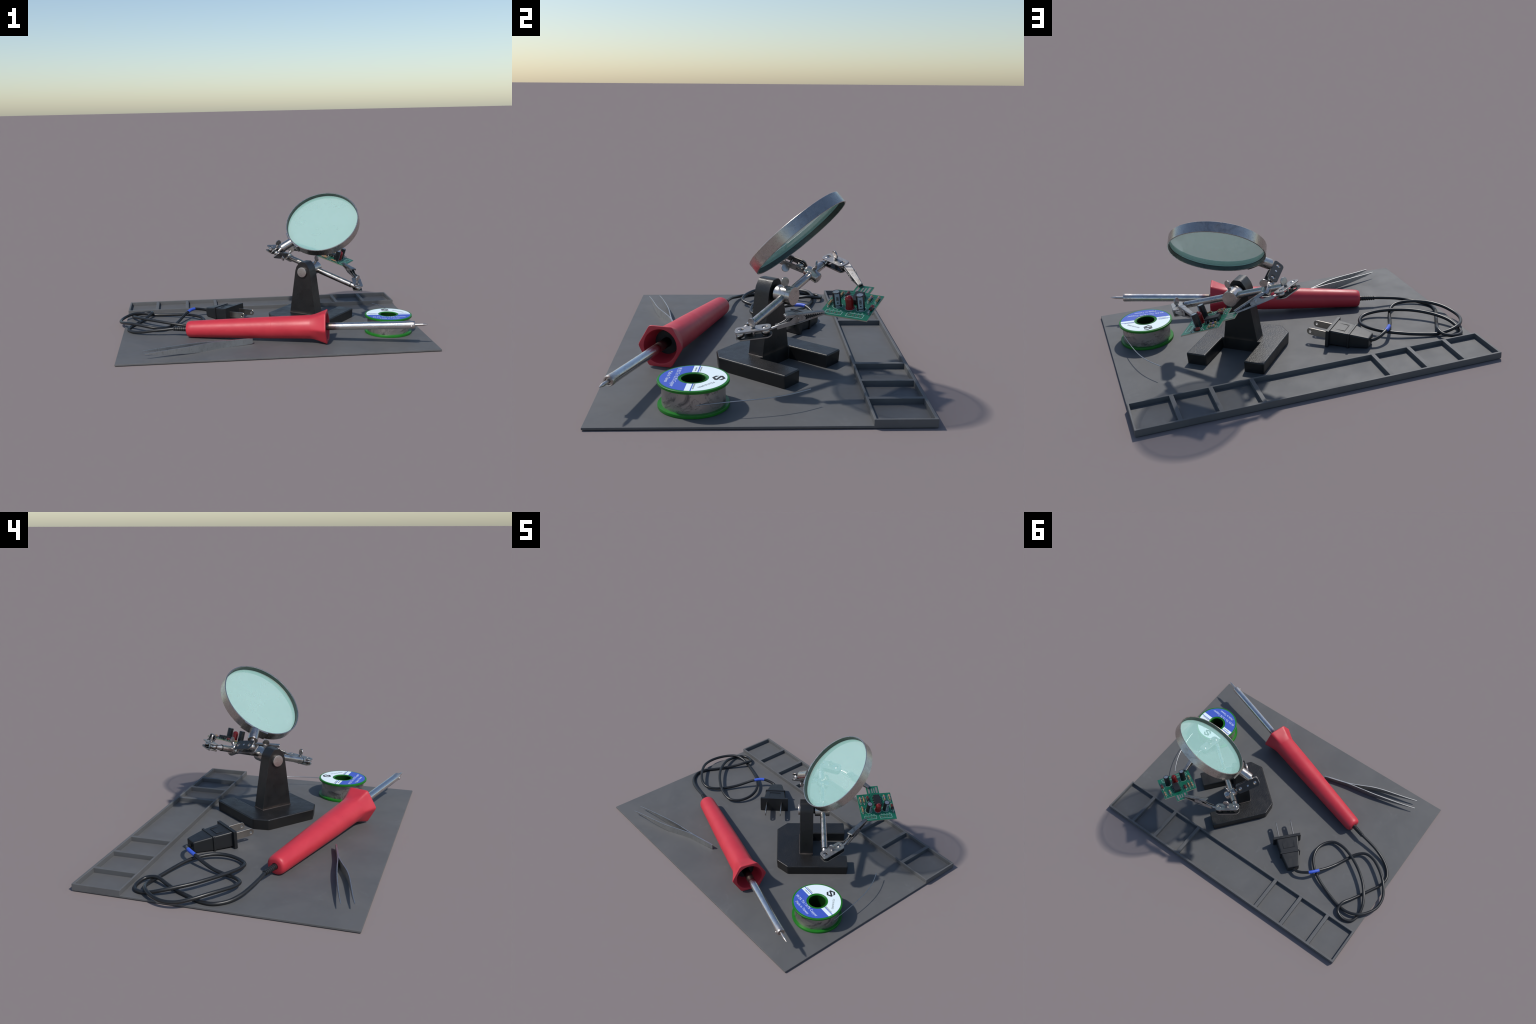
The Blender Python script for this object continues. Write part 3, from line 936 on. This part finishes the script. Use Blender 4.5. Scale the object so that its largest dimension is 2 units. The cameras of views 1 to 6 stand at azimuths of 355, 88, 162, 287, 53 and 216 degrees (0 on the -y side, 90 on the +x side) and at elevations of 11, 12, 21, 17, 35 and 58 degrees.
    q = fm.inverted() @ V(stem_from)
    tube(bm, [q, V((0.002, 0, 0.009)), V((0.05, 0, 0.009))], 0.0062, 16)
    ball(bm, q, 0.0195)
    part("clip_stem", bm, M["steel"], c, fm, angle=45)
    bm = bmesh.new()
    tube(bm, spline([(0.0, 0.006, 0.013), (0.03, 0.006, 0.019), (0.065, 0.006, 0.030), (0.09, 0.006, 0.033)], 5), 0.0015, 8)
    part("clip_spring", bm, M["rough_steel"], c, fm, angle=45)

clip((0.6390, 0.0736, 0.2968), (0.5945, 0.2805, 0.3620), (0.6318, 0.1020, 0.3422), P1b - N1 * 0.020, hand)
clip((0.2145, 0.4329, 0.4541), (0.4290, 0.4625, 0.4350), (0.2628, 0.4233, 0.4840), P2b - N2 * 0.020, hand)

# ================================================================== circuit board
ex, ey = V((0.51627, 0.85643, -0.00246)), V((0.81789, -0.49388, -0.29518))
en = ex.cross(ey)
if en.z < 0:
    en = -en
FC = Matrix((ex, -ey, en)).transposed().to_4x4()
FC.translation = V((0.559125, 0.406225, 0.379775))
# local frame: x along the board, y towards the edge-connector tab, z up; positions below use q = -y
board = thing("circuit_board", FC.translation, "small green circuit board with capacitors, red LED and chip", "circuit board")
QX, QY, TH_B = 0.1120, 0.1036, 0.0052
bm = bmesh.new()
poly = [(-QX, -QY), (QX, -QY), (QX, QY), (0.0408, QY + 0.001), (0.0408, 0.1650), (-0.0392, 0.1650), (-0.0392, QY + 0.001), (-QX, QY)]
prism(bm, poly, -TH_B, 0.0)
part("board_panel", bm, M["pcb"], board, FC, angle=20)

bm = bmesh.new()
for x0, x1, y0, y1 in ((-0.0300, -0.0185, 0.108, 0.152), (-0.0075, -0.0005, 0.110, 0.147), (0.0070, 0.0140, 0.110, 0.147), (0.0210, 0.0325, 0.109, 0.157)):
    box(bm, (x0, y0, -0.001), (x1, y1, 0.0005))
part("edge_contacts", bm, M["pad"], board, FC, stuff=True)

# copper traces under the mask
bm = bmesh.new()
def line(pts, w, h):
    for (xa, ya), (xb, yb) in zip(pts, pts[1:]):
        a, b = V((xa, ya, 0)), V((xb, yb, 0))
        d = (b - a).normalized()
        s = V((-d.y, d.x, 0)) * w / 2
        a, b = a - d * w / 2, b + d * w / 2
        prism(bm, [((a - s).x, (a - s).y), ((b - s).x, (b - s).y), ((b + s).x, (b + s).y), ((a + s).x, (a + s).y)], -0.001, h)
TRACES = [[(-0.094, 0.086), (-0.094, 0.097), (-0.060, 0.100)], [(-0.0245, 0.108), (-0.026, 0.094), (-0.045, 0.088)], [(-0.004, 0.110), (-0.006, 0.100), (-0.022, 0.082), (-0.030, 0.070)],
          [(0.0105, 0.110), (0.012, 0.098), (0.020, 0.088)], [(0.028, 0.080), (0.064, 0.086)], [(0.0685, 0.078), (0.078, 0.088), (0.098, 0.088)], [(-0.094, 0.009), (-0.078, 0.026), (-0.072, 0.026)],
          [(-0.080, -0.010), (-0.062, -0.004), (-0.046, -0.003)], [(-0.046, 0.035), (-0.030, 0.050), (-0.012, 0.050)], [(-0.094, -0.044), (-0.060, -0.047), (-0.020, -0.045), (0.0, -0.044)],
          [(-0.006, -0.047), (0.010, -0.060), (0.016, -0.070)], [(0.034, 0.040), (0.052, 0.046), (0.064, 0.036)], [(0.036, 0.018), (0.060, 0.024), (0.095, 0.016)], [(-0.040, -0.020), (-0.020, -0.006), (-0.008, 0.005)],
          [(0.066, -0.045), (0.064, -0.062)], [(0.099, -0.050), (0.090, -0.062)]]
for t in TRACES:
    line(t, 0.0022, 0.00025)
part("copper_traces", bm, M["trace"], board, FC, stuff=True)

# white print: connector boxes, part outlines, tick marks
bm = bmesh.new()
def outline_box(x0, y0, x1, y1, w=0.0018, h=0.0004):
    line([(x0, y0), (x1, y0)], w, h); line([(x0, y1), (x1, y1)], w, h * 0.98)
    line([(x0, y0), (x0, y1)], w, h * 0.96); line([(x1, y0), (x1, y1)], w, h * 0.94)
outline_box(-0.0905, -0.0910, -0.0150, -0.0670)
outline_box(0.0080, -0.0905, 0.0845, -0.0645)
RES = [(-0.094, 0.0845, 0.0290, 0), (-0.0718, 0.0885, 0.0250, 1), (-0.094, 0.0090, -0.0445, 1), (0.0645, 0.0870, 0.0330, 2), (0.0985, 0.0888, 0.0345, 0)]
DIO = [(-0.0452, 0.0870, 0.0330), (0.0995, 0.0150, -0.0505)]
for x, ya, yb, _ in RES:
    m_, h_ = (ya + yb) / 2, (ya - yb) / 2
    outline_box(x - 0.0095, m_ - h_ * 0.68, x + 0.0095, m_ + h_ * 0.68, 0.0012)
for x, ya, yb in DIO:
    m_, h_ = (ya + yb) / 2, (ya - yb) / 2
    outline_box(x - 0.0105, m_ - h_ * 0.7, x + 0.0105, m_ + h_ * 0.7, 0.0012)
for x0 in (-0.080, 0.0205):
    for i in range(4):
        x = x0 + i * 0.0172
        line([(x - 0.002, -0.0595), (x + 0.002 + 0.001 * i, -0.0595)], 0.0012, 0.0004)
        line([(x - 0.0015, -0.0555), (x + 0.0012 + 0.001 * i, -0.0555)], 0.0012, 0.0004)
for x, q in ((-0.0560, 0.0255), (0.0540, 0.0235), (0.0035, 0.0265)):
    lathe(bm, [(0.0212, -0.001), (0.0212, 0.0004), (0.0228, 0.0004), (0.0228, -0.001)], 40, Matrix.Translation((x, -q, 0)), closed=True)
part("white_print", bm, M["silk"], board, FC, stuff=True)

bm = bmesh.new()
for x, ya, yb, _ in RES:
    for y in (ya, yb):
        lathe(bm, [(0.0, 0.0022), (0.0022, 0.0020), (0.0044, 0.0006), (0.0048, -0.001)], 14, Matrix.Translation((x, y, 0)))
for x, ya, yb in DIO:
    for y in (ya, yb):
        lathe(bm, [(0.0, 0.0022), (0.0022, 0.0020), (0.0044, 0.0006), (0.0048, -0.001)], 14, Matrix.Translation((x, y, 0)))
HOLES = [(-0.0788 + 0.0169 * i, -0.0787) for i in range(4)] + [(0.0200 + 0.0173 * i, -0.0778) for i in range(4)]
for x, y in HOLES:
    box(bm, (x - 0.0042, y - 0.0038, -0.001), (x + 0.0042, y + 0.0038, 0.0005))
part("solder_pads", bm, M["pad"], board, FC, stuff=True)
bm = bmesh.new()
for x, y in HOLES:
    cyl(bm, (x, y, -0.0058), (x, y, 0.0010), 0.0026, 12)
part("pin_holes", bm, M["hole"], board, FC, stuff=True)

# resistors
def resistor_mesh():
    bm = bmesh.new()
    Lr, r = 0.0375, 0.0058
    lathe(bm, [(0, -Lr / 2), (r * 0.7, -Lr / 2), (r, -Lr / 2 + 0.002), (r, -Lr / 2 + 0.008), (r * 0.82, -Lr / 2 + 0.011), (r * 0.82, Lr / 2 - 0.011), (r, Lr / 2 - 0.008), (r, Lr / 2 - 0.002), (r * 0.7, Lr / 2), (0, Lr / 2)], 20)
    return bm
RX = frame((0, 0, 0), z=(0, 1, 0), x=(1, 0, 0))
first = None
for x, ya, yb, kind in RES:
    mR = FC @ Matrix.Translation((x, (ya + yb) / 2, 0.0080)) @ RX
    if first is None:
        first = r = part("resistor", resistor_mesh(), M["tan"], board, mR, angle=40)
    else:
        r = again(first, board, mR)
    bm = bmesh.new()
    hl = (ya - yb) / 2
    tube(bm, [V((0, 0.0075, -hl)), V((0, 0.002, -hl)), V((0, 0, -hl + 0.003)), V((0, 0, hl - 0.003)), V((0, 0.002, hl)), V((0, 0.0075, hl))], 0.0013, 8)
    part("resistor_lead", bm, M["lead"], r, mR)
    cols = [("orange", "violet", "brown"), ("brown", "brown", "orange"), ("orange", "violet", "violet")][kind]
    for z, rr, cn in ((0.0135, 0.0060, cols[0]), (0.0065, 0.0051, cols[1]), (-0.0015, 0.0051, cols[2]), (-0.0135, 0.0060, "brown")):
        bm = bmesh.new()
        lathe(bm, [(rr - 0.001, z - 0.0017), (rr, z - 0.0017), (rr, z + 0.0017), (rr - 0.001, z + 0.0017)], 20)
        part("colour_band", bm, M[cn], r, mR)

# diodes
for x, ya, yb in DIO:
    mR = FC @ Matrix.Translation((x, (ya + yb) / 2 + 0.003, 0.0095)) @ RX
    bm = bmesh.new()
    r = 0.0080
    lathe(bm, [(0, -0.0165), (r * 0.7, -0.0165), (r, -0.0140), (r, 0.0140), (r * 0.7, 0.0165), (0, 0.0165)], 22)
    d = part("diode", bm, M["diode"], board, mR, angle=40)
    bm = bmesh.new()
    lathe(bm, [(r - 0.002, -0.0170), (r * 0.72, -0.0172), (r + 0.0004, -0.0142), (r + 0.0004, -0.0050), (r - 0.001, -0.0050)], 22)
    part("cathode_band", bm, M["chip"], d, mR, angle=40)
    bm = bmesh.new()
    hl = (ya - yb) / 2
    tube(bm, [V((0, 0.009, -hl - 0.003)), V((0, 0.003, -hl - 0.003)), V((0, 0, -hl)), V((0, 0, hl - 0.006)), V((0, 0.003, hl - 0.003)), V((0, 0.009, hl - 0.003))], 0.0018, 10)
    part("diode_lead", bm, M["lead"], d, mR)

# chip
bm = bmesh.new()
vs = box(bm, (-0.0205, -0.0385, 0.004), (0.0205, 0.0385, 0.0225))
for v in bm.verts:
    if v.co.z > 0.02: v.co.x *= 0.95; v.co.y *= 0.98
round_edges(bm, 0.0008, 1)
MC = FC @ Matrix.Translation((0.0115, 0.0430, 0))
chip = part("chip", bm, M["chip"], board, MC, angle=30)
bm = bmesh.new()
for s in (-1, 1):
    prism(bm, [(s * 0.0195, 0.0135), (s * 0.0255, 0.0135), (s * 0.0268, 0.0115), (s * 0.0268, 0.0), (s * 0.0250, 0.0), (s * 0.0250, 0.0108), (s * 0.0195, 0.0115)], -0.0028, 0.0028, lambda a, b, c: V((a, c, b)))
pin = part("chip_pin", bm, M["pin"], chip, MC @ Matrix.Translation((0, -0.0285, 0)))
for i in (1, 2, 3):
    again(pin, chip, MC @ Matrix.Translation((0, -0.0285 + 0.019 * i, 0)))

# capacitors with pale stripe
for x, q, turn in ((-0.0560, 0.0255, 0), (0.0540, 0.0235, -8)):
    wd = V((1, 0, 0))
    loc = FC.to_3x3().transposed() @ wd
    a0 = math.atan2(loc.y, loc.x) + math.radians(turn)
    mR = FC @ Matrix.Translation((x, -q, 0)) @ Matrix.Rotation(a0, 4, "Z")
    bm = bmesh.new()
    r, H = 0.0182, 0.0735
    lathe(bm, [(0, -0.001), (r - 0.001, -0.001), (r, 0.001), (r, 0.0085), (r - 0.0014, 0.0105), (r, 0.0125), (r, H - 0.003), (r - 0.0012, H - 0.0006), (r - 0.003, H), (0.0142, H), (0.0135, H - 0.0010)], 44)
    cap = part("capacitor", bm, M["can"], board, mR, angle=40)
    bm = bmesh.new()
    lathe(bm, [(0.0139, H - 0.002), (0.0137, H - 0.0008), (0, H - 0.0005)], 40)
    part("capacitor_top", bm, M["can_top"], cap, mR)
    def curved(bm, a, b, z0, z1, rr, n=10):
        va = [[bm.verts.new((k * cos(t), k * sin(t), z)) for k in (rr - 0.0008, rr) for z in (z0, z1)] for t in [a + (b - a) * i / n for i in range(n + 1)]]
        for p, q_ in zip(va, va[1:]):
            for i, j in ((0, 1), (1, 3), (3, 2), (2, 0)):
                bm.faces.new((p[i], p[j], q_[j], q_[i]))
        for p in (va[0], va[-1]):
            bm.faces.new((p[0], p[1], p[3], p[2]))
    bm = bmesh.new()
    curved(bm, -0.62, 0.62, 0.0128, H - 0.0032, r + 0.0003)
    curved(bm, -0.62, 0.62, 0.0012, 0.0083, r + 0.0003)
    part("polarity_stripe", bm, M["stripe"], cap, mR, angle=40)
    bm = bmesh.new()
    for a, b, z0, z1 in ((-0.24, -0.12, 0.036, 0.056), (0.12, 0.24, 0.036, 0.056), (-0.115, 0.115, 0.0535, 0.056), (-0.115, 0.115, 0.036, 0.0385), (-0.06, 0.09, 0.0405, 0.0515)):
        curved(bm, a, b, z0, z1, r + 0.0006, 4)
    lathe(bm, [(0, 0.0), (0.0036, 0.0), (0.0036, 0.0008), (0, 0.0008)], 16, frame((r - 0.0001, 0, 0.0255), z=(1, 0, 0)))
    part("stripe_mark", bm, M["can"], cap, mR)

# LED
bm = bmesh.new()
r = 0.0178
dome = [(r * cos(pi / 2 * i / 10), 0.0450 + r * sin(pi / 2 * i / 10)) for i in range(11)]
lathe(bm, [(0, -0.001), (0.0205, -0.001), (0.0208, 0.0015), (0.0205, 0.0052), (r, 0.0062), (r, 0.045)] + dome[1:-1] + [(0, 0.0450 + r)], 40)
part("led", bm, M["led"], board, FC @ Matrix.Translation((0.0035, -0.0265, 0)), angle=50)

# ================================================================== solder spool
SPC = V((0.7774, -0.2771, 0))
spool = thing("solder_spool", (SPC.x, SPC.y, MAT_TOP), "green plastic spool of solder wire with printed paper label", "solder spool")
FS = Matrix.Translation((SPC.x, SPC.y, MAT_TOP))
HS = 0.1175
R = 0.1515
bm = bmesh.new()
lathe(bm, [(0.0510, 0.0), (R - 0.002, 0.0), (R, 0.002), (R, 0.0115), (R - 0.002, 0.0140), (0.060, 0.0150), (0.060, HS - 0.014), (R - 0.002, HS - 0.0130), (R, HS - 0.0110), (R, HS - 0.0020), (R - 0.0025, HS),
           (0.0650, HS), (0.0600, HS - 0.0010), (0.0580, HS - 0.0030), (0.0555, HS - 0.0030), (0.0545, HS - 0.0006), (0.0525, HS - 0.0004), (0.0512, HS - 0.0025)], 96, closed=True)
part("spool_body", bm, M["green"], spool, FS, angle=40)
bm = bmesh.new()
lathe(bm, [(0.0516, -0.0002), (0.0504, -0.0002), (0.0504, HS - 0.0032), (0.0516, HS - 0.0030)], 64)
part("bore_sleeve", bm, M["dark_bore"], spool, FS, angle=40)
bm = bmesh.new()
n = 26
lathe(bm, [(0.062, 0.0135)] + [(0.1345, 0.0140 + (HS - 0.0275) * i / n) for i in range(n + 1)] + [(0.062, HS - 0.0135)], 96)
for v in bm.verts:                           # the winding sits a little lumpy
    a = math.atan2(v.co.y, v.co.x)
    k = 1 + 0.004 * sin(2 * a + 22 * v.co.z) + 0.0025 * sin(5 * a - 30 * v.co.z)
    v.co.x *= k; v.co.y *= k
part("solder_winding", bm, M["coil"], spool, FS, angle=60)

# label, laid out in its own turned frame (x = reading direction)
FL = Matrix.Translation((SPC.x, SPC.y, MAT_TOP + HS)) @ Matrix.Rotation(math.radians(-5.6), 4, "Z")
def label_piece(name, z0, z1, cuts, mat_):
    bm = bmesh.new()
    lathe(bm, [(0.0652, z0), (0.1414, z0), (0.1414, z1), (0.0652, z1)], 128, closed=True)
    for b, keep_above in cuts:
        g = bm.verts[:] + bm.edges[:] + bm.faces[:]
        bmesh.ops.bisect_plane(bm, geom=g, plane_co=(0, b, 0), plane_no=(0, 1, 0), clear_inner=keep_above, clear_outer=not keep_above)
        bmesh.ops.holes_fill(bm, edges=[e for e in bm.edges if e.is_boundary])
    return part(name, bm, mat_, spool, FL, angle=30)
label_piece("label_white_field", -0.001, 0.0006, [(-0.0168, True)], M["white"])
label_piece("label_blue_field", -0.001, 0.0006, [(-0.0168, False)], M["blue"])
label_piece("label_stripe", -0.0005, 0.0009, [(0.0060, True), (0.0108, False)], M["blue"])
for body, width, height, pos, ink in (("99.3% Tin / 0.7% Copper", 0.212, 0.0225, (-0.004, -0.0760), "pale_ink"), ("Made in Taiwan", 0.124, 0.0165, (-0.005, -0.1055), "pale_ink")):
    bm = text_mesh(body, 0.02, 0.0004)
    fit_x(bm, width, height)
    part("label_lettering", bm, M[ink], spool, FL @ Matrix.Translation((pos[0], pos[1], 0.0010)), angle=30)
bm = text_mesh("FZ1018-0902", 0.02, 0.0004)
fit_x(bm, 0.086, 0.0110)
part("label_lettering", bm, M["grey_ink"], spool, FS @ Matrix.Translation((0.0790, 0.0565, HS + 0.0010)) @ Matrix.Rotation(math.radians(-47.6), 4, "Z"), angle=30)
bm = bmesh.new()
rnd = random.Random(3)
for x0, x1, y in ((-0.128, -0.076, 0.0165), (-0.120, -0.078, -0.0045), (0.066, 0.124, 0.0160)):
    x = x0
    while x < x1:
        w = rnd.uniform(0.0018, 0.0042)
        hgt = rnd.uniform(0.0022, 0.0036)
        box(bm, (x, y - hgt, 0.0005), (x + w, y + hgt, 0.00085))
        x += w + 0.0012
part("fine_print", bm, M["grey_ink"], spool, FL, stuff=True)

# hexagonal emblem: a faceted S, two arms hooked round a slanting stroke
bm = bmesh.new()
STROKE = [(-0.0110, 0.0215), (-0.0025, 0.0280), (0.0110, -0.0215), (0.0025, -0.0280)]
ARM = [(-0.0025, 0.0280), (0.0247, 0.0148), (0.0260, -0.0096), (0.0143, -0.0174), (0.0155, -0.0070), (0.0150, 0.0100), (0.0020, 0.0136)]
prism(bm, STROKE, 0.0004, 0.0012)
prism(bm, ARM, 0.0004, 0.0010)
prism(bm, [(-x, -y) for x, y in ARM], 0.0004, 0.0011)
part("label_emblem", bm, M["ink"], spool, FS @ Matrix.Translation((0.0035, 0.1060, HS)) @ Matrix.Rotation(math.radians(48), 4, "Z"), angle=30)

# loose wire end
WIRE = [(0.9060, -0.2650, 0.0600), (0.9092, -0.2519, 0.0628), (0.9047, -0.1937, 0.0671), (0.8989, -0.1343, 0.0708), (0.8909, -0.0737, 0.0733), (0.88, -0.0129, 0.0746), (0.8653, 0.0471, 0.0756), (0.8448, 0.1051, 0.0767), (0.8173, 0.1601, 0.0777), (0.7844, 0.2125, 0.0782)]
bm = bmesh.new()
tube(bm, spline(WIRE, 6), 0.0022, 10)
part("loose_wire", bm, M["solder"], spool, angle=60)

# ================================================================== tweezers
tw = thing("tweezers", (-0.45, -0.51, MAT_TOP), "slim dull steel tweezers lying on edge, slightly open", "tweezers")
A_PLAN = [(-0.1250, -0.4230), (-0.2400, -0.4540), (-0.3128, -0.4745), (-0.3725, -0.5007), (-0.4277, -0.5278), (-0.4798, -0.5521), (-0.538, -0.5726), (-0.6013, -0.5905), (-0.6647, -0.6076), (-0.7264, -0.6253), (-0.7840, -0.6437)]
B_PLAN = [(-0.1250, -0.4205), (-0.2400, -0.4510), (-0.2980, -0.4660), (-0.3561, -0.4770), (-0.4155, -0.4865), (-0.4748, -0.4974), (-0.5331, -0.5099), (-0.5899, -0.5236), (-0.6461, -0.5379), (-0.7017, -0.5526), (-0.7542, -0.5676), (-0.8020, -0.5829)]
LOW = [(-0.125, 0.0135), (-0.24, 0.0115), (-0.32, MAT_TOP), (-0.45, MAT_TOP), (-0.52, 0.0150), (-0.645, 0.0255), (-0.745, 0.0375), (-0.80, 0.0460)]
HIGH = [(-0.125, 0.0495), (-0.24, 0.0535), (-0.32, 0.0570), (-0.45, 0.0600), (-0.52, 0.0585), (-0.645, 0.0545), (-0.745, 0.0510), (-0.80, 0.0485)]
def look(tab, x):
    if x >= tab[0][0]: return tab[0][1]
    for (a, b), (c, d) in zip(tab, tab[1:]):
        if c <= x <= a:
            return b + (d - b) * (x - a) / (c - a)
    return tab[-1][1]
def tine(plan, name):
    bm = bmesh.new()
    pts = spline([(x, y, 0) for x, y in plan], 5)
    n = len(pts)
    prev = None
    for i, p in enumerate(pts):
        d = (pts[min(i + 1, n - 1)] - pts[max(i - 1, 0)]).normalized()
        s = V((-d.y, d.x, 0))
        t = 0.0030 - 0.0012 * i / n
        lo, hi = look(LOW, p.x), look(HIGH, p.x)
        if i == 0:
            lo += 0.003; hi -= 0.003
        ring = [bm.verts.new(p + s * k * t + V((0, 0, z))) for k, z in ((-1, lo), (1, lo), (1, hi), (-1, hi))]
        if prev:
            for a in range(4):
                bm.faces.new((prev[a], prev[(a + 1) % 4], ring[(a + 1) % 4], ring[a]))
        else:
            bm.faces.new(ring[::-1])
        prev = ring
    bm.faces.new(prev)
    part(name, bm, M["dull"], tw, angle=35)
tine(A_PLAN, "tine")
tine(B_PLAN, "tine")
